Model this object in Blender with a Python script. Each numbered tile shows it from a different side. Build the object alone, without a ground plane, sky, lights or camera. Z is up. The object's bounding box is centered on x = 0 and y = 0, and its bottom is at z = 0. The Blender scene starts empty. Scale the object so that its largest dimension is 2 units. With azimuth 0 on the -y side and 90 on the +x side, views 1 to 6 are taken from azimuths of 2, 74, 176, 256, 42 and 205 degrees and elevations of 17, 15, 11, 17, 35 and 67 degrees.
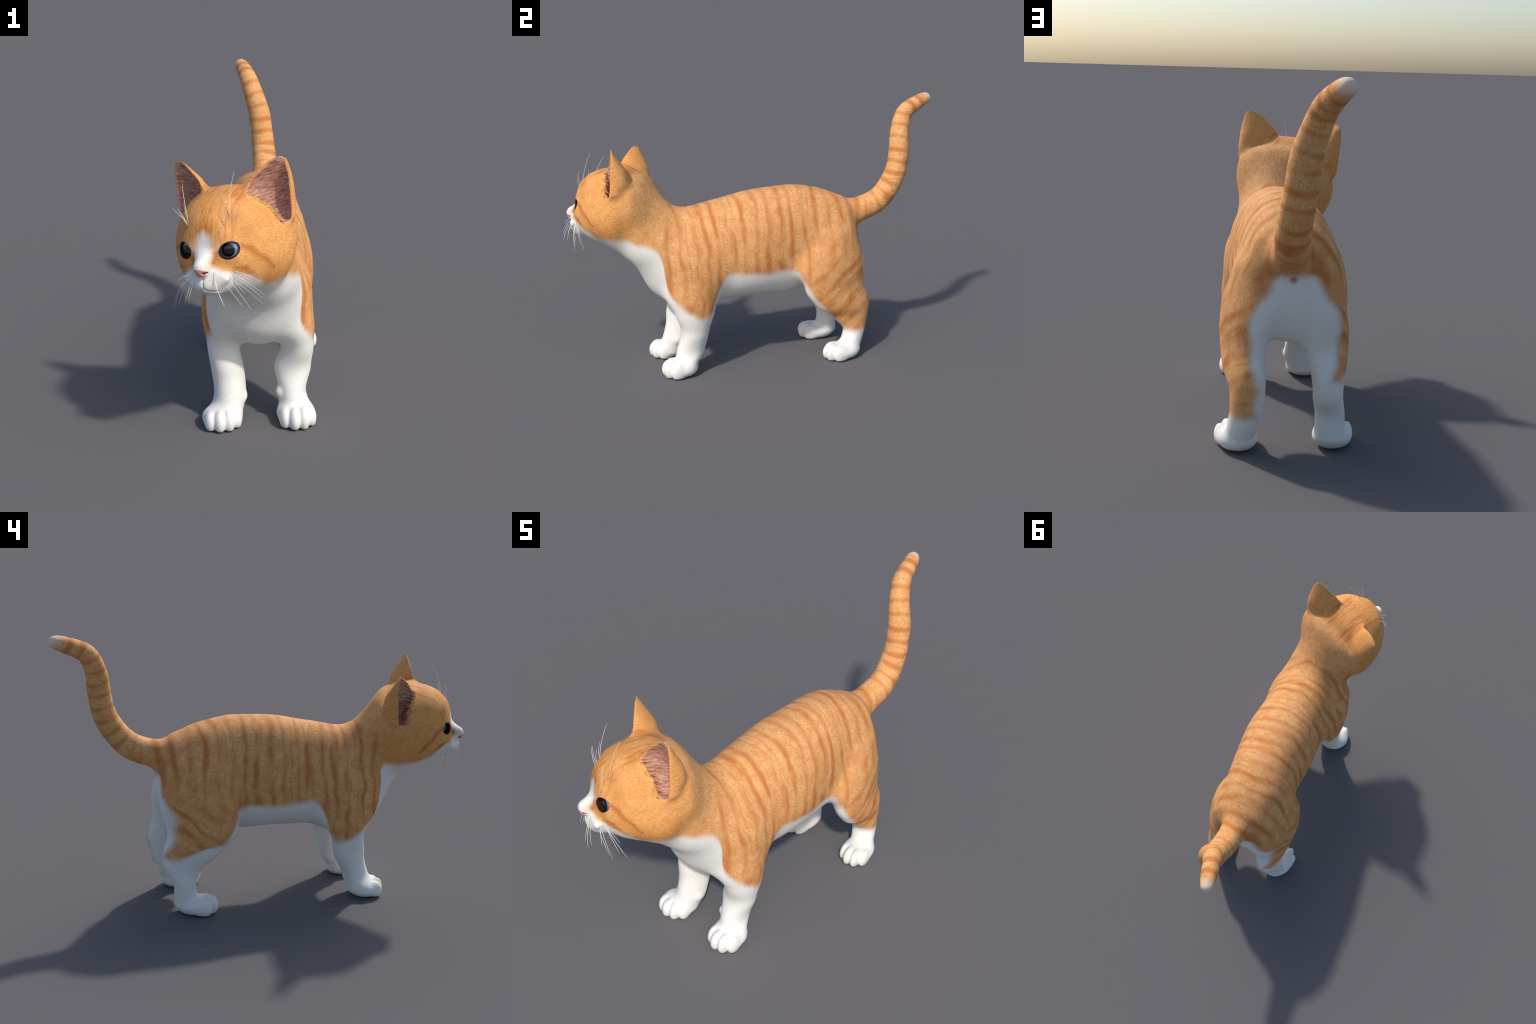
# A ginger tabby kitten, built as one implicit body and cut into its parts.
import bpy,bmesh
import numpy as np
A=np.array
# ---------------------------------------------------------------- shape
# head frame: rows are left, back, up
HX=A([.369,-.174,.045]); HX=HX/np.linalg.norm(HX)
HU=A([0,0,1.])-HX[2]*HX; HU=HU/np.linalg.norm(HU)
HR=np.stack([HX,-np.cross(HX,HU),HU])
HO=A([-.07,-.72,.90])+.0145*HX

def pchip(t,v,tt):
    t=A(t,float);v=A(v,float);h=np.diff(t);d=np.diff(v)/h;m=np.zeros_like(v)
    w1=2*h[1:]+h[:-1];w2=h[1:]+2*h[:-1];ok=d[:-1]*d[1:]>0
    den=np.where(ok,w1/np.where(ok,d[:-1],1)+w2/np.where(ok,d[1:],1),1)
    m[1:-1]=np.where(ok,(w1+w2)/den,0);m[0]=d[0];m[-1]=d[-1]
    i=np.clip(np.searchsorted(t,tt)-1,0,len(t)-2);s=(tt-t[i])/h[i]
    return ((1+2*s)*(1-s)**2*v[i]+s*(1-s)**2*h[i]*m[i]+s*s*(3-2*s)*v[i+1]+s*s*(s-1)*h[i]*m[i+1])

def smin(a,b,k):
    h=np.maximum(k-np.abs(a-b),0)/k
    return np.minimum(a,b)-h*h*k*.25
def smax(a,b,k): return -smin(-a,-b,k)

def ell(P,c,r):
    q=(P-c)/r;k0=np.sqrt((q*q).sum(1))+1e-9
    k1=np.sqrt(((q/r)**2).sum(1))+1e-9
    return k0*(k0-1)/k1

def loft(t,u,v,T,cu,cv,ru,rp,rm,cap0,cap1,p=2.,turn=0.):
    """elliptic sections along t; v half-axis rp above the centre, rm below; rounded caps"""
    tt=np.linspace(T[0],T[-1],160)
    f=lambda a:np.interp(t,tt,pchip(T,a,tt))
    RU=np.maximum(f(ru),.004);du=u-f(cu);dv=v-f(cv)
    if turn: c,s=np.cos(turn),np.sin(turn);du,dv=du*c+dv*s,dv*c-du*s
    du=du/RU
    RV=np.maximum(np.where(dv>0,f(rp),f(rm)),.004);dv=dv/RV
    dt=np.where(t>T[-1],(t-T[-1])/cap1,np.where(t<T[0],(T[0]-t)/cap0,0.));ct=np.where(t>T[-1],cap1,cap0)
    du=np.abs(du)+1e-6;dv=np.abs(dv)+1e-6;dt=np.abs(dt)
    if p==2:
        k0=np.sqrt(du*du+dv*dv+dt*dt);g=np.sqrt((du/RU)**2+(dv/RV)**2+(dt/ct)**2)/k0
    else:
        e=(du**p+dv**p)**(1/p);k0=np.sqrt(e*e+dt*dt)
        g=np.sqrt((e**(2-p))**2*((du**(p-1)/RU)**2+(dv**(p-1)/RV)**2)+(dt/ct)**2)/k0
    return (k0-1)/g

def bez(C,n):
    C=A(C,float);t=np.linspace(0,len(C)-1,n);k=np.arange(len(C))
    # smooth spline through the control points (Catmull-Rom)
    i=np.clip(t.astype(int),0,len(C)-2);s=(t-i)[:,None]
    g=lambda j:C[np.clip(j,0,len(C)-1)]
    p0,p1,p2,p3=g(i-1),g(i),g(i+1),g(i+2)
    return .5*(2*p1+(p2-p0)*s+(2*p0-5*p1+4*p2-p3)*s*s+(3*p1-p0-3*p2+p3)*s**3)

def tube(P,C,n=40,k=.0):
    """round tube of varying radius through control points (x,y,z,r)"""
    S=bez(C,n);d=np.full(len(P),9.)
    lo=S[:,:3].min(0)-.22;hi=S[:,:3].max(0)+.22
    m=((P>lo)&(P<hi)).all(1)
    far=np.maximum(np.maximum(lo+.1-P,P-hi+.1),0);d=np.sqrt((far**2).sum(1))+.02
    Q=P[m];b=np.full(len(Q),9.)
    for a,c in zip(S[:-1],S[1:]):
        w=c[:3]-a[:3];q=Q-a[:3];h=np.clip(q@w/(w@w),0,1)
        b=np.minimum(b,np.sqrt(((q-h[:,None]*w)**2).sum(1))-a[3]-h*(c[3]-a[3]))
    d[m]=b
    return d

# measurements
M={}
# y, centre z, up, down, half width, centre x
M['trunk']=A([[-0.74,0.8058,0.1469,0.1168,0.1322,-0.0015],
   [-0.64,0.7661,0.1918,0.1479,0.1632,-0.0037],
   [-0.55,0.7454,0.1714,0.2255,0.1451,0.0071],
   [-0.46,0.6809,0.1784,0.291,0.1334,0.0232],
   [-0.36,0.6061,0.2352,0.2992,0.1541,0.0385],
   [-0.22,0.5902,0.2793,0.2371,0.1808,0.0452],
   [-0.05,0.6048,0.2982,0.2466,0.1938,0.0473],
   [0.14,0.6332,0.282,0.275,0.18,0.0434],
   [0.3,0.6609,0.2323,0.2667,0.1743,0.0286],
   [0.44,0.6861,0.1566,0.2608,0.1426,0.0357]])
M['trunkcap']=A([0.0629,0.055])
M['rump']=A([-0.0045,0.3842,0.5971,0.1643,0.1374,0.1811])
# x, y, z, radius
M['tail']=A([[0.0353,0.4561,0.7311,0.0734],
   [0.0416,0.6051,0.7759,0.0654],
   [0.0473,0.6793,0.8268,0.06],
   [0.0406,0.7444,0.9194,0.0571],
   [0.0328,0.7695,0.9958,0.0548],
   [0.0233,0.7817,1.0809,0.0539],
   [0.003,0.7918,1.1591,0.0495],
   [-0.0279,0.8332,1.2494,0.044],
   [-0.0596,0.9318,1.3001,0.0364],
   [-0.0726,0.9693,1.3125,0.03]])
M['chest']=A([0.0308,-0.389,0.5505,0.2186,0.2386,0.2148])
# z, centre x, centre y, half width, front, back
M['fl']=A([[0.04,0.1782,-0.454,0.0682,0.0425,0.0574],
   [0.12,0.1645,-0.4043,0.0567,0.0796,0.0634],
   [0.22,0.1671,-0.3921,0.076,0.0652,0.0769],
   [0.32,0.1901,-0.3994,0.0653,0.0882,0.1132],
   [0.43,0.1609,-0.3946,0.0955,0.1341,0.1381],
   [0.58,0.1372,-0.3368,0.0718,0.1132,0.1793]])
M['fr']=A([[0.04,-0.1122,-0.4608,0.0696,0.0858,0.0601],
   [0.12,-0.0925,-0.4182,0.066,0.089,0.0444],
   [0.22,-0.1026,-0.3947,0.068,0.0907,0.0655],
   [0.32,-0.1161,-0.4189,0.0651,0.0528,0.1115],
   [0.43,-0.1216,-0.4075,0.0738,0.1203,0.1504],
   [0.58,-0.0939,-0.4522,0.0756,0.1647,0.1239]])
M['hl']=A([[0.05,0.1997,0.4343,0.0531,0.0642,0.0595],
   [0.13,0.1831,0.458,0.0581,0.0416,0.0674],
   [0.22,0.1721,0.4755,0.0594,0.1268,0.0761],
   [0.3,0.1869,0.4042,0.0705,0.1598,0.1618],
   [0.4,0.1954,0.3289,0.0737,0.1462,0.2096],
   [0.52,0.1646,0.3429,0.0953,0.1957,0.2018],
   [0.66,0.0962,0.349,0.1308,0.1405,0.1519]])
M['hr']=A([[0.05,-0.1306,0.4231,0.0571,0.062,0.052],
   [0.13,-0.1286,0.4262,0.0545,0.0565,0.0496],
   [0.22,-0.1152,0.4548,0.0543,0.1195,0.0638],
   [0.3,-0.1197,0.4083,0.0648,0.1667,0.1167],
   [0.4,-0.1077,0.3426,0.0917,0.1839,0.1564],
   [0.52,-0.1276,0.3553,0.0549,0.1901,0.1761],
   [0.66,-0.0541,0.3516,0.0934,0.1761,0.1409]])
# x, y, turn of the toes, length, width, height
M['pfl']=A([0.178,-0.4599,10.3308,0.0829,0.0849,0.0871])
M['pfr']=A([-0.1282,-0.4815,14.4815,0.076,0.0861,0.0834])
M['phl']=A([0.2064,0.4016,13.2181,0.091,0.0811,0.0833])
M['phr']=A([-0.1456,0.3788,-12.0311,0.0879,0.0798,0.0828])
# b, centre c, up, down, half width
M['skull']=A([[-0.145,-0.0361,0.1291,0.0805,0.1028],
   [-0.11,-0.0081,0.1301,0.1193,0.1468],
   [-0.06,-0.0791,0.2195,0.123,0.1925],
   [0,-0.0695,0.2211,0.166,0.2127],
   [0.06,-0.0506,0.1999,0.1969,0.2231],
   [0.12,-0.0151,0.1344,0.1725,0.2142]])
M['skullcap']=A([0.0428,0.0868])
M['bridge']=A([0,-0.1805,-0.0797,0.0407,0.0575,0.0422])
M['nose']=A([0,-0.2324,-0.0882,0.0256,0.0202,0.0263])
M['pad']=A([0.0296,-0.2004,-0.1315,0.0684,0.0173,0.0312])
M['chin']=A([0,-0.1583,-0.1479,0.0734,0.0728,0.0544])
M['cheek']=A([0.0477,-0.0605,-0.0856,0.1274,0.1189,0.1308])
# c, inner edge, outer edge, depth
M['ear']=A([[-0.01,0.1,0.2026,0.0501],
   [0.03,0.0894,0.2389,0.0725],
   [0.08,0.0836,0.2408,0.0984],
   [0.13,0.0839,0.2414,0.0879],
   [0.17,0.0982,0.2412,0.0625],
   [0.21,0.1394,0.2363,0.03],
   [0.238,0.1746,0.2324,0.0056]])
M['earb']=A([0.062,0.05])
M['throat']=A([0.0641,-0.573,0.6629,0.1214,0.1332,0.1002])

def paw(P,q,hind):
    x,y,yaw,L,W,H=q
    a=np.radians(yaw);c,s=np.cos(a),np.sin(a)
    # forward = -y turned by yaw towards +x ; side = +x
    dx=P[:,0]-x;dy=P[:,1]-y
    f=-dy*c+dx*s; g=dx*c+dy*s
    Q=np.stack([g,f,P[:,2]],1)
    d=ell(Q,A([0,0,.46*H]),A([W*.92,L*.95,H*.56]))
    t=None
    for i,(tx,tf,tz,r) in enumerate(((-.62,.50,.42,1.),(-.22,.80,.46,1.08),(.22,.80,.46,1.08),(.62,.50,.42,1.))):
        e=ell(Q,A([tx*W,tf*L,tz*H*.95]),A([.27*W*r,.46*L,.50*H*r]))
        t=e if t is None else smin(t,e,.010)
    d=smin(d,t,.016)
    return smax(d,-P[:,2],.012)

def head_local(P): return (P-HO)@HR.T

def ear_parts(Q,M):
    """Q mirrored so that a>0"""
    e=M['ear'];b0=M['earb'][0]+M['earb'][1]*(Q[:,2]-.12)+.37*(Q[:,0]-.25)
    ce=(e[:,1]+e[:,2])/2;w=(e[:,2]-e[:,1])/2
    z=np.zeros(len(e))
    out=loft(Q[:,2],Q[:,0],Q[:,1]-b0,e[:,0],ce,z,w,e[:,3],e[:,3],.03,.010)
    th=np.minimum(.011,w*.45)
    inn=loft(Q[:,2],Q[:,0],Q[:,1]-b0,e[:,0]-.006,ce,z-.004,w-th,np.minimum(e[:,3]*.62,np.maximum(e[:,3]-.011,.004)),e[:,3],.03,.008)
    front=b0-Q[:,1]
    return out,inn,front

EYE=A([.080,-.140,-.036]);EYER=.040
EYEN=A([.42,-.90,.06]);EYEN=EYEN/np.linalg.norm(EYEN)

def head(P,M,parts=False):
    Q=head_local(P);Qm=Q.copy();Qm[:,0]=np.abs(Q[:,0])
    s=M['skull']
    d=loft(Q[:,1],Q[:,0],Q[:,2],s[:,0],s[:,0]*0,s[:,1],s[:,4],s[:,2],s[:,3],M['skullcap'][0],M['skullcap'][1],2.2)
    d=smin(d,ell(Qm,M['cheek'][:3],M['cheek'][3:]),.05)
    m=ell(Qm,M['pad'][:3],M['pad'][3:])
    m=smin(m,ell(Q,M['chin'][:3],M['chin'][3:]),.012)
    m=smin(m,ell(Q,M['bridge'][:3],M['bridge'][3:]),.02)
    m=smin(m,ell(Q,M['nose'][:3],M['nose'][3:]),.018)
    d=smin(d,m,.03)
    return d,Q,Qm

def within(P,lo,hi,fn):
    """evaluate a part only inside its box; outside, the distance to the box"""
    lo=A(lo);hi=A(hi);m=((P>lo)&(P<hi)).all(1)
    d=np.sqrt((np.maximum(np.maximum(lo-P,P-hi),0)**2).sum(1))+.095
    if m.any():d[m]=fn(P[m])
    return d
def leg(P,l,pk,turn):
    e=loft(P[:,2],P[:,0],P[:,1],l[:,0],l[:,1],l[:,2],l[:,3],l[:,5],l[:,4],.03,.06,turn=np.radians(turn))
    return smin(smax(e,-P[:,2],.012),paw(P,pk,0),.02)
LEGS=(('fl','pfl',(-.02,-.75,-.2),(.45,-.1,.8)),('fr','pfr',(-.4,-.8,-.2),(.12,-.1,.8)),('hl','phl',(-.1,.05,-.2),(.45,.72,.9)),('hr','phr',(-.4,.0,-.2),(.15,.72,.9)))
def trunk_part(P,M):
    t=M['trunk']
    d=loft(P[:,1],P[:,0],P[:,2],t[:,0],t[:,5],t[:,1],t[:,4],t[:,2],t[:,3],M['trunkcap'][0],M['trunkcap'][1],2.2)
    d=smin(d,ell(P,M['rump'][:3],M['rump'][3:]),.08)
    return smin(d,ell(P,M['chest'][:3],M['chest'][3:]),.06)
TURN=(0.,0.,13.,-13.)
def leg_part(P,M,i):
    k,pk,lo,hi=LEGS[i]
    return within(P,lo,hi,lambda p:leg(p,M[k],M[pk],TURN[i]))
WRISTS=((.116,-.432,.122),(-.043,-.442,.108))
def throat_part(P,M): return within(P,(-.4,-1.05,.3),(.42,-.3,.95),lambda p:ell(p,M['throat'][:3],M['throat'][3:]))
def head_part(P,M): return within(P,(-.5,-1.2,.40),(.45,-.30,1.4),lambda p:head(p,M)[0])
def body(P,M,detail=True):
    d=trunk_part(P,M)
    for i in range(4): d=smin(d,leg_part(P,M,i),.05)
    # pad behind each wrist
    for wrist in WRISTS: d=smin(d,within(P,A(wrist)-.12,A(wrist)+.12,lambda p:ell(p,A(wrist),A([.020,.024,.022]))),.016)
    d=smin(d,tube(P,M['tail']),.04)
    d=smin(d,head_part(P,M),.09)
    d=smin(d,throat_part(P,M),.10)
    Q=head_local(P);Qm=Q.copy();Qm[:,0]=np.abs(Q[:,0])
    near=(np.abs(Q)<.36).all(1)
    if near.any():
        q=Qm[near];o,i,f=ear_parts(q,M)
        e=smax(o,f,.008)
        dn=smin(d[near],e,.035)
        cut=smax(i,f-.026,.02)
        cut=smax(cut,-(q[:,2]-.01),.02)
        dn=smax(dn,-cut,.006)
        if detail: dn=face_detail(dn,Q[near],q)
        d=d.copy();d[near]=dn
    return d
# eye opening frame: along the slit, across it, outwards
EC=A([.083,-.158,-.037])
EN=A([.36,-.93,.02]);EN=EN/np.linalg.norm(EN)
ET=A([.88,.33,.30]);ET=ET-(ET@EN)*EN;ET=ET/np.linalg.norm(ET)
EU=np.cross(EN,ET);EU=EU*np.sign(EU[2])
EBALL=A([.045,.040,.030]);EB=EC-.0215*EN
def eye_q(q):
    w=q-EC;return np.stack([w@ET,w@EU,w@EN],1)
def pl_dist(x,y,pts):
    d=np.full(len(x),9.)
    for (ax,ay),(bx,by) in zip(pts[:-1],pts[1:]):
        wx,wy=bx-ax,by-ay;h=np.clip(((x-ax)*wx+(y-ay)*wy)/(wx*wx+wy*wy),0,1)
        d=np.minimum(d,np.hypot(x-ax-h*wx,y-ay-h*wy))
    return d
MOUTH=[(0,-.158),(.014,-.168),(.032,-.173),(.052,-.174)]
def face_detail(d,Q,q):
    d=d.copy();m=Q[:,1]<-.06
    p=q[m];e=d[m]
    w=eye_q(p)
    lid=ell(w,A([0,0,-.010]),A([.044,.0355,.0145]))
    e=smin(e,lid,.014)
    q2=np.hypot(w[:,0]/.0355,w[:,1]/.0275);hole=(q2-1)*.030
    e=smax(e,-smax(hole,np.abs(w[:,2])-.036,.010),.005)
    g=pl_dist(p[:,0],p[:,2],MOUTH);e=e+.0028*np.exp(-(g/.0034)**2)*(p[:,1]<-.1)
    g=pl_dist(p[:,0],p[:,2],[(0,-.112),(0,-.158)]);e=e+.0035*np.exp(-(g/.0035)**2)
    e=smax(e,-ell(p,A([.0168,-.236,-.1]),A([.0085,.018,.0055])),.003)
    d[m]=e
    return d

# ---------------------------------------------------------------- surface nets over the implicit body
def surface(f, lo, hi, h=.0032, coarse=8):
    lo=A(lo);n=(np.ceil((A(hi)-lo)/(h*coarse)).astype(int))*coarse
    C=np.stack(np.meshgrid(*[np.arange(0,m,coarse) for m in n],indexing='ij'),-1).reshape(-1,3)
    s=coarse
    while True:
        F=f(lo+(C+s/2)*h)
        C=C[np.abs(F)<1.7*.87*s*h+.004]
        if s==1:break
        s//=2
        C=(C[:,None]+A([[i,j,k] for i in(0,s) for j in(0,s) for k in(0,s)])[None]).reshape(-1,3)
    dim=n+1
    st=A([dim[1]*dim[2],dim[2],1])
    off=A([[i,j,k] for i in(0,1) for j in(0,1) for k in(0,1)])
    corner=np.unique(((C[:,None]+off[None])@st).ravel())
    ijk=np.stack(np.unravel_index(corner,dim),-1)
    val=f(lo+ijk*h)
    G=np.full(int(np.prod(dim)),np.nan,np.float32);G[corner]=val
    cid=C@st
    cv=G[cid[:,None]+(off@st)[None]]
    act=((cv<0).any(1))&((cv>=0).any(1))
    C=C[act];cid=cid[act];cv=cv[act]
    acc=np.zeros((len(C),3));cnt=np.zeros(len(C))
    for a in range(8):
        for b_ in range(a+1,8):
            dd=off[b_]-off[a]
            if np.abs(dd).sum()!=1:continue
            va,vb=cv[:,a],cv[:,b_];x=(va<0)!=(vb<0)
            t=np.where(x,va/np.where(x,va-vb,1),0)
            acc+=x[:,None]*(off[a]+t[:,None]*dd);cnt+=x
    V=lo+(C+acc/cnt[:,None])*h
    idx=np.full(int(np.prod(dim)),-1,np.int32);idx[cid]=np.arange(len(C))
    quads=[]
    for ax in range(3):
        nb=corner+st[ax];ok=ijk[:,ax]<n[ax]
        c=corner[ok];v0=G[c];v1=G[np.minimum(c+st[ax],len(G)-1)]
        x=np.isfinite(v1)&((v0<0)!=(v1<0));c=c[x];flip=v0[x]<0
        u,w=st[(ax+1)%3],st[(ax+2)%3]
        q=np.stack([idx[c-u-w],idx[c-w],idx[c],idx[c-u]],1)
        q[~flip]=q[~flip][:,::-1]
        quads.append(q[(q>=0).all(1)])
    Q=np.concatenate(quads)
    return V,Q

def grad(f,P,e=.0012):
    T=A([[1,-1,-1],[-1,-1,1],[-1,1,-1],[1,1,1.]])
    g=sum(t[None]*f(P+t*e)[:,None] for t in T)/(4*e)
    return g

def settle(f,V,Q,h):
    # relax along the surface, then drop the points onto it
    for it in range(3):
        if it<2:
            S=np.zeros_like(V);c=np.zeros(len(V))
            for k in range(4):
                for m in (1,3):
                    np.add.at(S,Q[:,k],V[Q[:,(k+m)%4]]);np.add.at(c,Q[:,k],1)
            V=V+.5*(S/np.maximum(c,1)[:,None]-V)
        g=grad(f,V);L=(g*g).sum(1)
        st=-(f(V)/np.maximum(L,.2))[:,None]*g
        m=np.linalg.norm(st,axis=1,keepdims=True)
        V=V+st*np.minimum(1,.8*h/np.maximum(m,1e-9))
    g=grad(f,V)
    return V,g/np.maximum(np.linalg.norm(g,axis=1,keepdims=True),1e-9)
# fairing: even out creases where parts were blended
def fair(V,Q,w,n):
    e=np.concatenate([Q[:,[0,1]],Q[:,[1,2]],Q[:,[2,3]],Q[:,[3,0]]]);e.sort(1)
    e=np.unique(e[:,0].astype(np.int64)*len(V)+e[:,1])
    i,j=e//len(V),e%len(V)
    k=(w[i]>0)|(w[j]>0);i,j=i[k],j[k]
    act=np.unique(np.concatenate([i,j]));m=np.full(len(V),-1);m[act]=np.arange(len(act));i,j=m[i],m[j]
    v=V[act];ww=w[act][:,None]*.5;na=len(act)
    cnt=np.maximum(np.bincount(i,minlength=na)+np.bincount(j,minlength=na),1)[:,None]
    for _ in range(n):
        s=np.stack([np.bincount(i,v[j,c],na)+np.bincount(j,v[i,c],na) for c in range(3)],1)
        v=v+ww*(s/cnt-v)
    V=V.copy();V[act]=v
    return V
def vertex_normals(V,Q):
    n=np.cross(V[Q[:,2]]-V[Q[:,0]],V[Q[:,3]]-V[Q[:,1]])
    N=np.stack([np.bincount(Q.ravel(),np.repeat(n[:,c],4),len(V)) for c in range(3)],1)
    return N/np.maximum(np.linalg.norm(N,axis=1,keepdims=True),1e-12)
# ---------------------------------------------------------------- node helpers
class F:
    """a float socket with arithmetic"""
    def __init__(s,g,k): s.g=g;s.k=k
    def __add__(s,o): return s.g.m('ADD',s,o)
    __radd__=__add__
    def __sub__(s,o): return s.g.m('SUBTRACT',s,o)
    def __rsub__(s,o): return s.g.m('SUBTRACT',o,s)
    def __mul__(s,o): return s.g.m('MULTIPLY',s,o)
    __rmul__=__mul__
    def __truediv__(s,o): return s.g.m('DIVIDE',s,o)
class G:
    def __init__(s,name):
        s.mat=bpy.data.materials.new(name);s.mat.use_nodes=True
        s.t=s.mat.node_tree;s.b=s.t.nodes['Principled BSDF']
        s.P=s.node('ShaderNodeTexCoord').outputs['Object']
    def node(s,k): return s.t.nodes.new(k)
    def put(s,i,v):
        if isinstance(v,F): s.t.links.new(v.k,i)
        elif isinstance(v,bpy.types.NodeSocket): s.t.links.new(v,i)
        else: i.default_value=v
    def m(s,op,*a,clamp=False):
        n=s.node('ShaderNodeMath');n.operation=op;n.use_clamp=clamp
        for i,v in zip(n.inputs,a): s.put(i,v)
        return F(s,n.outputs[0])
    def mn(s,a,b): return s.m('MINIMUM',a,b)
    def mx(s,a,b): return s.m('MAXIMUM',a,b)
    def ab(s,a): return s.m('ABSOLUTE',a)
    def sep(s,v):
        n=s.node('ShaderNodeSeparateXYZ');s.put(n.inputs[0],v);return [F(s,o) for o in n.outputs]
    def comb(s,*a):
        n=s.node('ShaderNodeCombineXYZ')
        for i,v in zip(n.inputs,a): s.put(i,v)
        return n.outputs[0]
    def vm(s,op,a,b=None,c=None):
        n=s.node('ShaderNodeVectorMath');n.operation=op
        s.put(n.inputs[0],a)
        if b is not None:s.put(n.inputs[1],b)
        if c is not None:s.put(n.inputs[3 if op=='SCALE' else 2],c)
        return F(s,n.outputs[1]) if op in('DOT_PRODUCT','LENGTH','DISTANCE') else n.outputs[0]
    def dot(s,a,b): return s.vm('DOT_PRODUCT',a,tuple(float(x) for x in b))
    def step(s,v,lo,hi):
        """0 below lo, 1 above hi, smooth between"""
        n=s.node('ShaderNodeMapRange');n.interpolation_type='SMOOTHSTEP'
        for i,x in zip(range(5),(v,lo,hi,0.,1.)): s.put(n.inputs[i],x)
        return F(s,n.outputs[0])
    def noise(s,v,scale,detail=2.,rough=.5,dist=0.,col=False):
        n=s.node('ShaderNodeTexNoise');s.put(n.inputs['Vector'],v)
        for k,x in(('Scale',scale),('Detail',detail),('Roughness',rough),('Distortion',dist)): s.put(n.inputs[k],x)
        return n.outputs['Color'] if col else F(s,n.outputs[0])
    def curve(s,v,pts,lo,hi,ylo,yhi):
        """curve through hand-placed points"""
        n=s.node('ShaderNodeFloatCurve');c=n.mapping.curves[0]
        n.mapping.use_clip=False
        q=[((x-lo)/(hi-lo),(y-ylo)/(yhi-ylo)) for x,y in pts]
        while len(c.points)<len(q): c.points.new(.5,.5)
        for p,(x,y) in zip(c.points,q): p.location=(x,y);p.handle_type='AUTO_CLAMPED'
        n.mapping.update()
        s.put(n.inputs['Value'],s.m('MULTIPLY_ADD',v,1/(hi-lo),-lo/(hi-lo),clamp=True));n.inputs['Factor'].default_value=1
        return s.m('MULTIPLY_ADD',F(s,n.outputs[0]),yhi-ylo,ylo)
    def mix(s,f,a,b):
        n=s.node('ShaderNodeMix');n.data_type='RGBA'
        s.put(n.inputs[0],f)
        for i,v in((6,a),(7,b)): s.put(n.inputs[i],v if isinstance(v,bpy.types.NodeSocket) else (*srgb(v),1))
        return n.outputs[2]
    def seg(s,p,a,b,ra,rb):
        """signed distance to a tapered stroke from a to b, negative inside"""
        a,b=A(a,float),A(b,float);d=b-a
        q=s.vm('SUBTRACT',p,tuple(a))
        h=s.m('MULTIPLY',s.dot(q,d),1/float(d@d),clamp=True)
        e=s.vm('SUBTRACT',q,s.vm('SCALE',tuple(d),None,h))
        return s.vm('LENGTH',e)-(ra+h*(rb-ra))
    def bump(s,h,strength,dist):
        n=s.node('ShaderNodeBump');s.put(n.inputs['Height'],h);n.inputs['Strength'].default_value=strength;n.inputs['Distance'].default_value=dist
        s.t.links.new(n.outputs[0],s.b.inputs['Normal'])
def srgb(c):
    c=A([int(c[i:i+2],16) for i in(1,3,5)])/255.
    return tuple(np.where(c<.04045,c/12.92,((c+.055)/1.055)**2.4))
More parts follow.
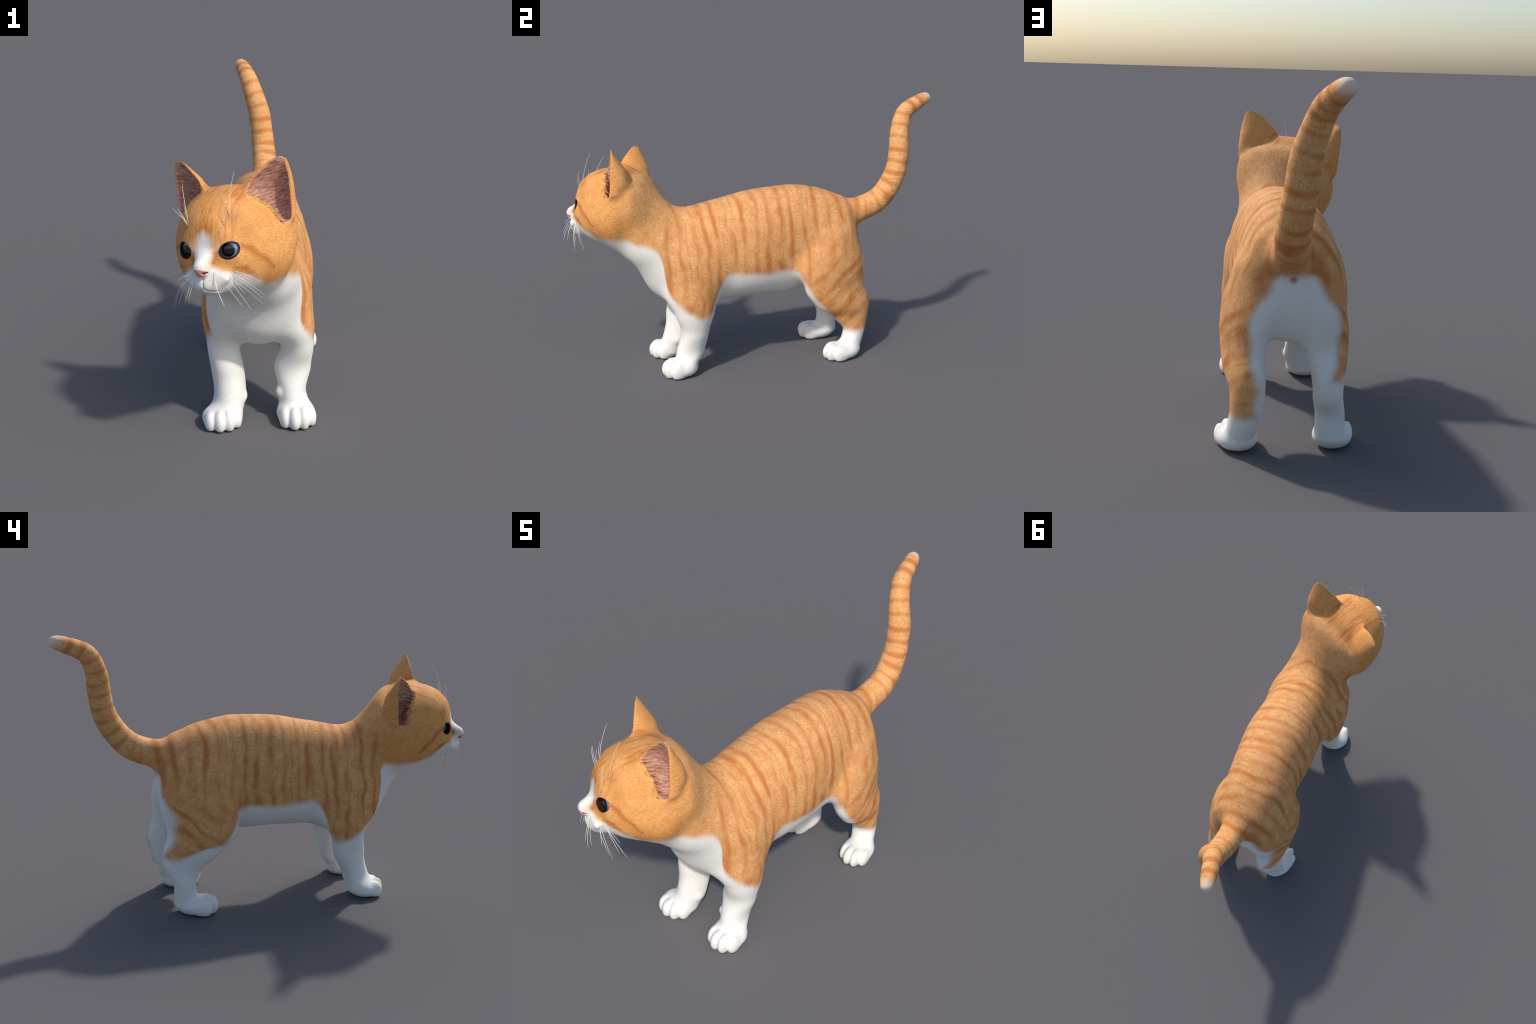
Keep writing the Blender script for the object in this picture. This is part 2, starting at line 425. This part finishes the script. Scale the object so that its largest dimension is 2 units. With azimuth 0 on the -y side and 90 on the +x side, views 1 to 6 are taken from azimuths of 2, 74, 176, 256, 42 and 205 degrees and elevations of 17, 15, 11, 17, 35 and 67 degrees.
# ---------------------------------------------------------------- materials
LIGHT,MID,STRIPE,WHITE='#e9b078','#d18f4d','#bb672a','#ece9e4'
def fur_material():
    g=G('ginger_and_white_fur');P=g.P
    x,y,z=g.sep(P)
    L=g.vm('SUBTRACT',P,tuple(HO));a,b,c=(g.dot(L,r) for r in HR);am=g.ab(a)
    QM=g.comb(am,b,c)
    # hair direction: back along the body, sloping down on the flanks
    u=y*.82-z*.57;v=y*.57+z*.82
    def strands(scale,det):
        flank=g.noise(g.comb(x*2.2,u*.5,v*2.4),scale,det,.62)
        back=g.noise(g.comb(x*2.4,y*.5,z*1.2),scale,det,.62)
        leg=g.noise(g.comb(x*2.2,y*2.2,z*.5),scale,det,.62)
        face=g.noise(g.comb(am*2.2,b*.55+am*.5,c*2.2),scale,det,.62)
        onback=g.step(z,.70,.82);onleg=g.step(z,.38,.26);onhead=g.step(b,.20,.10)*g.step(c,-.28,-.20)
        h=flank+onback*(back-flank);h=h+onleg*(leg-h);return h+onhead*(face-h)
    hair=strands(95.,3.);fine=strands(210.,2.)
    w1=g.noise(P,11.,3.)-.5;w2=g.noise(P,4.2,2.)-.5
    # ---- white ground colour against the ginger coat (positive = ginger)
    low=g.curve(y,[(-.70,.70),(-.64,.69),(-.58,.668),(-.55,.625),(-.536,.56),(-.525,.47),(-.50,.41),(-.45,.362),(-.41,.332),(-.37,.302),(-.335,.300),(-.31,.325),(-.285,.38),(-.265,.436),(-.235,.49),(-.20,.512),(-.10,.505),(0.,.498),(.09,.508),(.145,.495),(.18,.44),(.22,.37),(.265,.31),(.33,.24),(.40,.17),(.47,.145),(.56,.16)],-.70,.60,0.,.8)
    xr=x-.028
    wrap=g.step(x,.0,-.06)
    wb=g.curve(z,[(.12,.122),(.19,.122),(.25,.116),(.30,.122),(.36,.138),(.42,.138),(.466,.146),(.524,.133),(.60,.082),(.645,.062),(.68,.02)],.12,.72,0.,.2)
    low=low+wrap*g.step(y,.20,.34)*g.step(z,.4,.3)*.135
    wf=g.curve(z,[(.25,.125),(.38,.13),(.45,.10),(.50,.0)],.25,.55,0.,.2)
    rear=g.step(y,.10,.22)
    wid=wf+rear*(wb+wrap*.030-wf)
    side=g.mx(g.ab(xr)-wid,z-(.51+rear*.155))
    coat=g.mn(z-low,side)
    # head: muzzle, blaze and jaw
    wh=g.curve(c,[(-.215,.22),(-.20,.165),(-.187,.148),(-.165,.138),(-.137,.132),(-.126,.110),(-.112,.085),(-.104,.066),(-.095,.050),(-.086,.036),(-.07,.031),(-.045,.036),(-.02,.031),(.013,.018),(.035,-.002),(.06,-.04)],-.215,.06,-.05,.25)
    hb=g.step(b,-.08,-.03)
    hd=(am-wh)+hb*((c+.203)-(am-wh))
    usebody=g.mx(g.step(b,.10,.16),g.step(c,-.22,-.28))
    coat=hd+usebody*(coat-hd)
    jag=w1*.024+(hair-.5)*.045+(fine-.5)*.02
    ginger=g.step(coat+jag*(.45+.55*usebody),-.022,.024)
    # ---- tail: distance along the tail
    T=M['tail'];s=None
    for i,j in((0,2),(2,3),(3,5),(5,7),(7,9)):
        p0,p1=T[i,:3],T[j,:3];Ln=float(np.linalg.norm(p1-p0));d=(p1-p0)/Ln
        e=g.mn(g.mx(g.dot(g.vm('SUBTRACT',P,tuple(p0)),d),0.),Ln if j<9 else 1.)
        s=e if s is None else s+e
    ontail=g.step(s,.115,.17)
    # ---- tabby stripes
    thigh=g.step(y,.10,.34)*g.step(z,.72,.46)
    sb=y+.05*w2-.10*g.ab(xr)*g.step(y,.1,-.3)
    st=z*.80-y*.60+.04*w2
    fuzz=(hair-.5)*.8+(fine-.5)*.45
    def tabby(q,along):
        """soft broken bars across the animal: a wide set and a finer, fainter one between"""
        jump=g.noise(g.comb(1.,q*9.,2.),1.,2.)*1.1
        p1=g.noise(g.comb(x*5.,q*13.,along*6.),1.,3.,.6)-.5;p2=g.noise(g.comb(x*6.+7.,q*20.,along*9.),1.,2.)-.5
        one=g.m('PINGPONG',q*(1/.066)+w2*.6+w1*.34+jump,.5)*2.
        two=g.m('PINGPONG',q*(1/.037)+w2*.8+w1*.3+.3,.5)*2.
        big=g.step(one+p2*1.1+fuzz*1.5,.28,1.04)*g.step(p1+fuzz*.35,-.15,.10)
        thin=g.step(two+p2*1.2+fuzz,.62,1.2)*g.step(p1,.06,-.10)*.62
        return g.mx(big,thin)
    bodyst=tabby(sb,z)
    thst=tabby(st*.92,(y+z)*.8)
    plain=g.step(y-g.mx(z-.70,0.)*.35+w2*.05,-.60,-.50)
    rings=g.m('SINE',(s+w1*.02)*(6.2832/.062)+1.2)*.5+.5
    tailst=g.step(rings*.60+fuzz*.45+w1*.9+w2*.5,.24,.74)*.9
    stripes=(bodyst+thigh*(thst-bodyst))*plain
    stripes=stripes+ontail*(tailst-stripes)
    fore=g.noise(g.comb(am*85.+c*6.,b*6.,c*12.),1.,3.,.6)
    top=g.step(c,-.06,.04)
    headst=g.step(fore+w1*.3+(hair-.5)*.35,.47,.64)*(.08+.85*top)*g.step(b,.27,.17)*(1.-g.step(am,.07,.13))
    # cheek strokes
    ck=None
    for p0,p1,r0,r1 in CHEEK:
        e=g.seg(QM,p0,p1,r0,r1);ck=e if ck is None else g.mn(ck,e)
    cheek=g.step(ck+w1*.018+(hair-.5)*.03,.014,-.009)
    stripes=g.mx(headst,cheek)*(1.-usebody)+usebody*stripes
    # ---- colours
    onhead=1.-usebody
    tone=g.step(g.noise(P,20.,3.,.6)*.55+hair*.8,.44,.90)
    base=g.mix(tone,MID,LIGHT)
    base=g.mix(onhead*.8,base,g.mix(tone,'#d58c45','#e6a661'))
    col=g.mix(stripes*(.66+.40*fine),base,g.mix(onhead,STRIPE,'#ba6826'))
    col=g.mix(g.step(fine,.45,.80)*(.28-.10*onhead),col,'#f4d2a4')
    col=g.mix(g.step(hair,.55,.25)*(.40-.18*onhead),col,'#bd7638')
    whitec=g.mix(g.step(hair,.35,.7),'#e6e2da',WHITE)
    col=g.mix(ginger,whitec,col)
    # pale spots over the eyes, brown smudge beside the nose bridge
    br=g.seg(QM,(.050,-.178,-.022),(.070,-.156,.028),.010,.005)
    col=g.mix(g.step(br+w1*.03+(hair-.5)*.03,.012,-.014)*.6,col,'#f0dfc0')
    sm=g.seg(QM,(.044,-.188,-.050),(.042,-.203,-.070),.012,.010)
    ib=g.seg(QM,(.049,-.166,.012),(.054,-.160,.034),.004,.003)
    col=g.mix(g.step(ib+w1*.01+(hair-.5)*.02,.006,-.004)*.6,col,'#b0733a')
    col=g.mix(g.step(sm+w1*.03+(hair-.5)*.02,.011,-.010)*.9,col,'#b0702f')
    # eyelid rim
    w=g.vm('SUBTRACT',QM,tuple(EC))
    ex,ey=g.dot(w,ET)*(1/.0355),g.dot(w,EU)*(1/.0275)
    ed=g.m('SQRT',ex*ex+ey*ey)+g.step(b,-.10,-.06)*9.
    col=g.mix(g.step(ed,1.16,1.02),col,'#2a1a12')
    # nose leather, mouth and lip
    nx,ny,nz=am*(1/.024),(b+.240)*(1/.022),(c+.0975)*(1/.0165)
    nd=g.m('SQRT',nx*nx+ny*ny+nz*nz)
    col=g.mix(g.step(nd,1.08,.88),col,'#d88f86')
    nn=g.seg(QM,(.0165,-.236,-.1),(.021,-.225,-.099),.006,.004)
    col=g.mix(g.step(nn,.003,-.002),col,'#3a1512')
    ml=None
    for (a0,c0),(a1,c1) in zip(MOUTH[:-1],MOUTH[1:]):
        e=g.seg(g.comb(am,c,0.),(a0,c0,0),(a1,c1,0),.002,.002);ml=e if ml is None else g.mn(ml,e)
    ml=g.mn(ml,g.seg(g.comb(am,c,0.),(0,-.112,0),(0,-.158,0),.0015,.0015))
    front=g.step(b,-.10,-.15)
    col=g.mix(g.step(ml,.003,-.001)*front*.22,col,'#8c5a50')
    lip=g.seg(g.comb(am,c,0.),(0,-.178,0),(.03,-.182,0),.006,.003)
    spot=g.noise(g.comb(am*.6,b*.5,c*2.),150.,2.)
    padm=g.step(g.vm('DISTANCE',QM,(.055,-.205,-.135)),.045,.02)
    col=g.mix(g.step(spot,.60,.70)*padm*.35,col,'#8d8a88')
    col=g.mix(g.step(lip,.008,-.004)*front*.55,col,'#d9b3a8')
    # tail end, vent
    end=float(sum(np.linalg.norm(T[j,:3]-T[i,:3]) for i,j in((0,2),(2,3),(3,5),(5,7),(7,9))))
    col=g.mix(g.step(s+w1*.03,end-.03,end+.02)*.75,col,'#e9dcc8')
    an=g.vm('DISTANCE',P,(.027,.537,.652))
    col=g.mix(g.step(an+w1*.010,.024,.004)*.9,col,'#b0505e')
    g.put(g.b.inputs['Base Color'],col)
    g.b.inputs['Roughness'].default_value=.72;g.b.inputs['Specular IOR Level'].default_value=.18
    g.bump(hair*.6+fine*.4,.5,.004)
    return g.mat
CHEEK=[((.122,-.144,-.028),(.150,-.127,-.040),.006,.008),((.150,-.127,-.040),(.168,-.109,-.072),.008,.007),((.168,-.109,-.072),(.185,-.079,-.095),.007,.009),((.185,-.079,-.095),(.189,-.055,-.127),.009,.004),
       ((.100,-.163,-.100),(.135,-.147,-.106),.004,.006),((.135,-.147,-.112),(.142,-.130,-.132),.006,.006),((.142,-.130,-.132),(.150,-.105,-.158),.006,.005)]
def inner_ear_material():
    g=G('ear_lining');P=g.P
    L=g.vm('SUBTRACT',P,tuple(HO));a,b,c=(g.dot(L,r) for r in HR);am=g.ab(a)
    hair=g.noise(g.comb(am*.35,b*.45,c*2.2-am*.7),80.,3.,.6)
    col=g.mix(g.step(hair,.3,.7),'#9a6553','#dcae96')
    col=g.mix(g.step(am*.9-c*.25,.165,.195)*.8,col,'#d9a09c')
    g.put(g.b.inputs['Base Color'],col);g.b.inputs['Roughness'].default_value=.7;g.b.inputs['Specular IOR Level'].default_value=.2
    g.bump(hair,.4,.004)
    return g.mat
def eye_material(c,t,u):
    """slit-eyed disc pattern in the plane of the eye opening: t along the slit, u across"""
    g=G('eye');P=g.P
    w=g.vm('SUBTRACT',P,tuple(float(q) for q in c))
    x,y=g.dot(w,t)+.0055,g.dot(w,u)-.001
    r=g.m('SQRT',x*x+y*y);ang=g.m('ARCTAN2',y,x)
    fib=g.noise(g.comb(ang*5.,r*60.,0.),1.,3.)
    iris=g.mix(g.step(r+fib*.010-.005,.021,.031),'#4a6288','#8a9fc0')
    iris=g.mix(g.step(fib,.45,.7)*.35,iris,'#2c3f60')
    col=g.mix(g.step(r,.0385,.0405),iris,'#14100f')
    col=g.mix(g.step(r,.0220,.0238),g.mix(0.,'#06080b','#000000'),g.mix(g.step(r,.0238,.0228),col,'#3a2f28'))
    g.put(g.b.inputs['Base Color'],col)
    g.b.inputs['Roughness'].default_value=.08;g.b.inputs['Coat Weight'].default_value=1.;g.b.inputs['Coat Roughness'].default_value=.03
    return g.mat
def whisker_material():
    g=G('whisker_hair');g.b.inputs['Base Color'].default_value=(*srgb('#e9e6e2'),1);g.b.inputs['Roughness'].default_value=.4
    n=g.noise(g.P,30.);g.put(g.b.inputs['Base Color'],g.mix(n,'#dcd8d4','#f4f2ee'));return g.mat
def tuft_material(dark=False):
    g=G('ear_painted_shade' if dark else 'ear_tuft_hair');n=g.noise(g.P,55.,2.)
    g.put(g.b.inputs['Base Color'],g.mix(g.step(n,.38,.62),*(('#4a2a1c','#6e4228') if dark else ('#c98a4c','#e6b074'))));g.b.inputs['Roughness'].default_value=.7;return g.mat  # dark pair: brown deepened to draw the shadow between ear hairs
# ---------------------------------------------------------------- build
H=.0036
def fbody(P): return np.concatenate([body(p,M) for p in np.array_split(P,max(1,len(P)//200000))])
V,Q=surface(fbody,(-.40,-1.02,-.03),(.42,1.03,1.40),H)
V,NRM=settle(fbody,V,Q,H)
ql=head_local(V);qa=np.abs(ql[:,0])
def ramp(x,a,b): return np.clip((x-a)/(b-a),0,1)
notear=1-ramp(qa,.05,.075)*ramp(ql[:,2],-.02,.03)*ramp(ql[:,1],-.075,-.045)*ramp(ql[:,1],.17,.13)
eyed=np.linalg.norm(np.stack([qa,ql[:,1],ql[:,2]],1)-EC,axis=1)
face=ramp(ql[:,1],-.07,-.10)*ramp(ql[:,2],.0,-.03)*ramp(ql[:,2],-.30,-.26)
away=notear*ramp(eyed,.046,.065)*(1-face)
neck=ramp(np.linalg.norm((V-A([.0,-.60,.70]))*A([1,1.1,1]),axis=1),.34,.24)*ramp(V[:,2],.42,.52)
V=fair(V,Q,neck*away,110)
rump=ramp(np.linalg.norm(V-A([.02,.50,.72]),axis=1),.22,.14)*ramp(V[:,1],.64,.57)
V=fair(V,Q,rump,90)
hind=ramp(V[:,1],.10,.20)*ramp(V[:,1],.66,.58)*ramp(V[:,2],.28,.38)*ramp(V[:,2],.86,.80)
V=fair(V,Q,hind,110)
fore=ramp(V[:,1],-.10,-.2)*ramp(V[:,2],.27,.35)*ramp(V[:,2],.62,.52)*away
V=fair(V,Q,fore,60)
brow=ramp(ql[:,1],.06,.0)*ramp(ql[:,2],-.02,.02)*away
V=fair(V,Q,brow,70)
jowl=ramp(qa,.040,.058)*ramp(ql[:,1],-.10,-.13)*ramp(ql[:,2],-.075,-.095)*ramp(ql[:,2],-.22,-.20)*ramp(eyed,.046,.06)
V=fair(V,Q,jowl,80)
V=fair(V,Q,away*ramp(V[:,2],.12,.17)*(1-ramp(V[:,1],.60,.55)*0),14)
V[:,2]=np.maximum(V[:,2],0)
NRM=vertex_normals(V,Q)

def regions(C):
    """which part of the animal each face belongs to"""
    q=head_local(C);qm=q.copy();qm[:,0]=np.abs(q[:,0])
    tr=trunk_part(C,M);hd=head_part(C,M);tl=tube(C,M['tail'])
    lab=np.full(len(C),'torso',dtype=object)
    lab[(C[:,1]<-.44)&(C[:,2]>.60)&(q[:,1]>.03)&(q[:,2]>-.30)]='neck'
    lab[(hd<tr+.012)&(q[:,1]<.15)&(C[:,2]>.6)]='head'
    lab[(tl<tr-.004)&(C[:,1]>.5)]='tail'
    for i,(n,z) in enumerate((('foreleg',.115),('foreleg.001',.115),('hindleg',.105),('hindleg.001',.105))):
        l=leg_part(C,M,i);m=(l<tr+.002)&(C[:,2]<.52)
        lab[m]=n;lab[m&(C[:,2]<z)]=n.replace('foreleg','forepaw').replace('hindleg','hindpaw')
    near=(np.abs(q)<.36).all(1)
    o,i,f=ear_parts(qm[near],M);k=np.where(near)[0]
    h0=hd[near];e=smax(o,f,.008)
    out=(e<h0-.006)&(qm[near][:,2]>.0)
    cut=smax(smax(i,f-.026,.02),-(qm[near][:,2]-.01),.02);inn=(np.abs(cut)<.0045)&(qm[near][:,2]>-.03)
    side=np.where(q[near][:,0]>0,'','.001')
    for msk,nm in((out,'ear'),(inn,'inner_ear')):
        for sd in('','.001'):
            lab[k[msk&(side==sd)]]=nm+sd
    return lab

LAB=regions(V[Q].mean(1))
root=bpy.data.objects.new('kitten',None);bpy.context.scene.collection.objects.link(root)
root['label']='ginger tabby kitten standing with white chest and raised tail';root['category']='cat'
OBJ={}
def link(o,parent):
    bpy.context.scene.collection.objects.link(o);o.parent=parent;OBJ[o.name]=o;return o
def mesh_obj(name,v,faces,mat,parent,normals=None,smooth=True):
    me=bpy.data.meshes.new(name)
    v=np.asarray(v,np.float32)
    if isinstance(faces,np.ndarray):
        me.vertices.add(len(v));me.vertices.foreach_set('co',v.ravel())
        k=faces.shape[1];me.loops.add(faces.size);me.loops.foreach_set('vertex_index',faces.astype(np.int32).ravel())
        me.polygons.add(len(faces));me.polygons.foreach_set('loop_start',np.arange(len(faces),dtype=np.int32)*k)
        me.update(calc_edges=True)
    else: me.from_pydata(v.tolist(),[],faces)
    me.validate()
    me.polygons.foreach_set('use_smooth',np.full(len(me.polygons),smooth))
    if normals is not None: me.normals_split_custom_set_from_vertices(normals.tolist())
    me.materials.append(mat)
    return link(bpy.data.objects.new(name,me),parent)

FUR=fur_material();INNER=inner_ear_material()
def skin(name,parent,mat):
    m=LAB==name
    f=Q[m];u,inv=np.unique(f,return_inverse=True)
    return mesh_obj(name,V[u],inv.reshape(f.shape),mat,parent,NRM[u])
for n in('torso','neck','head','tail','foreleg','foreleg.001','hindleg','hindleg.001'): skin(n,root,FUR)
for n in('forepaw','forepaw.001','hindpaw','hindpaw.001'): skin(n,OBJ[n.replace('paw','leg')],FUR)
for n in('ear','ear.001'): skin(n,OBJ['head'],FUR)
# the third level would be too deep under head > ear, so the ear linings hang on the head too
for n in('inner_ear','inner_ear.001'): skin(n,OBJ['head'],INNER)

# eyes
def world(q): return HO+A(q,float)@HR
def uv_sphere(c,r,n=48):
    bm=bmesh.new();bmesh.ops.create_uvsphere(bm,u_segments=n,v_segments=n//2,radius=r)
    v=A([x.co[:] for x in bm.verts]);f=[[x.index for x in p.verts] for p in bm.faces];bm.free()
    return v+c,f
for i,sgn in enumerate((1,-1)):
    mir=A([sgn,1,1])
    v,f=uv_sphere(A([0,0,0]),1.)
    v=world((EB+(v*EBALL)@np.stack([ET,EU,EN]))*mir)
    if i:f=[x[::-1] for x in f]
    mesh_obj('eye'+('' if i==0 else '.001'),v,f,eye_material(world(EC*mir),HR.T@(ET*mir),HR.T@(EU*mir)),OBJ['head'])

# hairs: tapered tubes along a curve
def tube_mesh(pts,rad,sides=5,flat=1.,side_dir=None):
    pts=A(pts);n=len(pts);T=np.gradient(pts,axis=0);T/=np.linalg.norm(T,axis=1,keepdims=True)
    ref=A([.3,.2,1.]) if side_dir is None else side_dir
    U=np.cross(T,ref);U/=np.linalg.norm(U,axis=1,keepdims=True);W=np.cross(U,T)
    a=np.arange(sides)*2*np.pi/sides
    v=(pts[:,None]+rad[:,None,None]*(np.cos(a)[None,:,None]*U[:,None]+flat*np.sin(a)[None,:,None]*W[:,None])).reshape(-1,3)
    f=[[i*sides+j,i*sides+(j+1)%sides,(i+1)*sides+(j+1)%sides,(i+1)*sides+j] for i in range(n-1) for j in range(sides)]
    f+=[list(range(sides))[::-1],[(n-1)*sides+j for j in range(sides)]]
    return v,f
def onto(q):
    """nearest skin point (world) to a head-frame point"""
    p=world(q)[None].copy()
    for _ in range(12):
        g=grad(fbody,p,.001);L=(g*g).sum(1,keepdims=True);p=p-fbody(p)[:,None]*g/np.maximum(L,.2)
    return p[0],(g/np.sqrt(L))[0]
rng=np.random.default_rng(7)
WH=whisker_material()
def whisker(name,q,d,length,droop,sgn,r=.00085):
    p,_=onto(A(q)*[sgn,1,1]);d=A(d,float)*[sgn,1,1];d=d/np.linalg.norm(d)+rng.normal(0,.12,3);d=HR.T@(d/np.linalg.norm(d))
    t=np.linspace(0,1,12)[:,None]
    bend=A(droop,float)*[sgn,1,1]@HR
    pts=p-d*.004+d*length*t+bend*length*t*t
    v,f=tube_mesh(pts,r*(1-.6*np.linspace(0,1,12)**2))
    mesh_obj(name,v,f,WH,OBJ['head'])
# moustache: rows on each pad, the upper ones sweeping sideways, the lower ones hanging
for sgn in(1,-1):
    for row,(c,n,L) in enumerate(((-.106,2,.105),(-.120,3,.125),(-.134,3,.125),(-.150,3,.105))):
        for k in range(n):
            u=k/(n-1)
            a=.040+.048*u+rng.uniform(-.004,.004);b_=-.214+.045*u
            down=.05+.36*row+rng.uniform(-.14,.14)
            whisker('whisker',(a,b_,c+rng.uniform(-.004,.004)),(.70+.4*u,-.55+.75*u,-down),L*(.6+.4*u)*rng.uniform(.8,1.2),(.0,.22,-.34),sgn)
    for q,d,L in(((.085,-.136,.073),(.10,.12,1.),.15),((.065,-.150,.055),(.20,-.25,1.),.075),((.067,-.152,.046),(.42,-.2,1.),.07),((.072,-.148,.050),(.62,-.05,.9),.06),((.093,-.136,.060),(.75,.1,.75),.085)):
        whisker('brow_whisker',q,d,L*rng.uniform(.9,1.1),(.05,.22,-.05),sgn,.0009)
# tufts along each ear opening's front edge; dark slivers model shading among them
TUFT=tuft_material();DARK=tuft_material(True)
EDGE=A([[.098,-.022,.135],[.115,-.024,.125],[.14,-.006,.113],[.165,.004,.098],[.185,.010,.078],[.203,.018,.052],[.213,.024,.034]])
for i,sgn in enumerate((1,-1)):
    for dark,cnt in((0,80),(1,16)):
        vs=[];fs=[];k=0
        for j in range(cnt):
            u=(j+rng.uniform(0,1))/cnt*(len(EDGE)-1.001);e0=int(u)
            base=EDGE[e0]+(EDGE[e0+1]-EDGE[e0])*(u-e0)+rng.normal(0,.005,3)+A([-.25,-.8,.1])*rng.uniform(0,.012)*(1-dark)+A([.004,.006,.004])*dark
            p,nr=onto(base*[sgn,1,1])
            d=A([.50,.75,.30-.09*u])+rng.normal(0,.16,3);d=HR.T@(d*[sgn,1,1]/np.linalg.norm(d))
            d=d-.75*(d@nr)*nr;d/=np.linalg.norm(d)
            L=rng.uniform(.024,.044)*(.65 if dark else 1.);t=np.linspace(0,1,6)[:,None]
            pts=p-d*.008+d*L*t+nr*(.005*t-.003*t*t)-nr*.002+(A([0,0,-.010])*t*t)@HR+rng.normal(0,.003,3)*t*t
            v,f=tube_mesh(pts,(.0026 if dark else .0048)*(1-np.linspace(0,.97,6)**1.4),6,.35,nr)
            vs.append(v);fs+=[[x+k for x in y] for y in f];k+=len(v)
        o=mesh_obj('ear_shade_sliver' if dark else 'ear_tuft',np.concatenate(vs),fs,DARK if dark else TUFT,OBJ['head']);o['kind']='stuff'
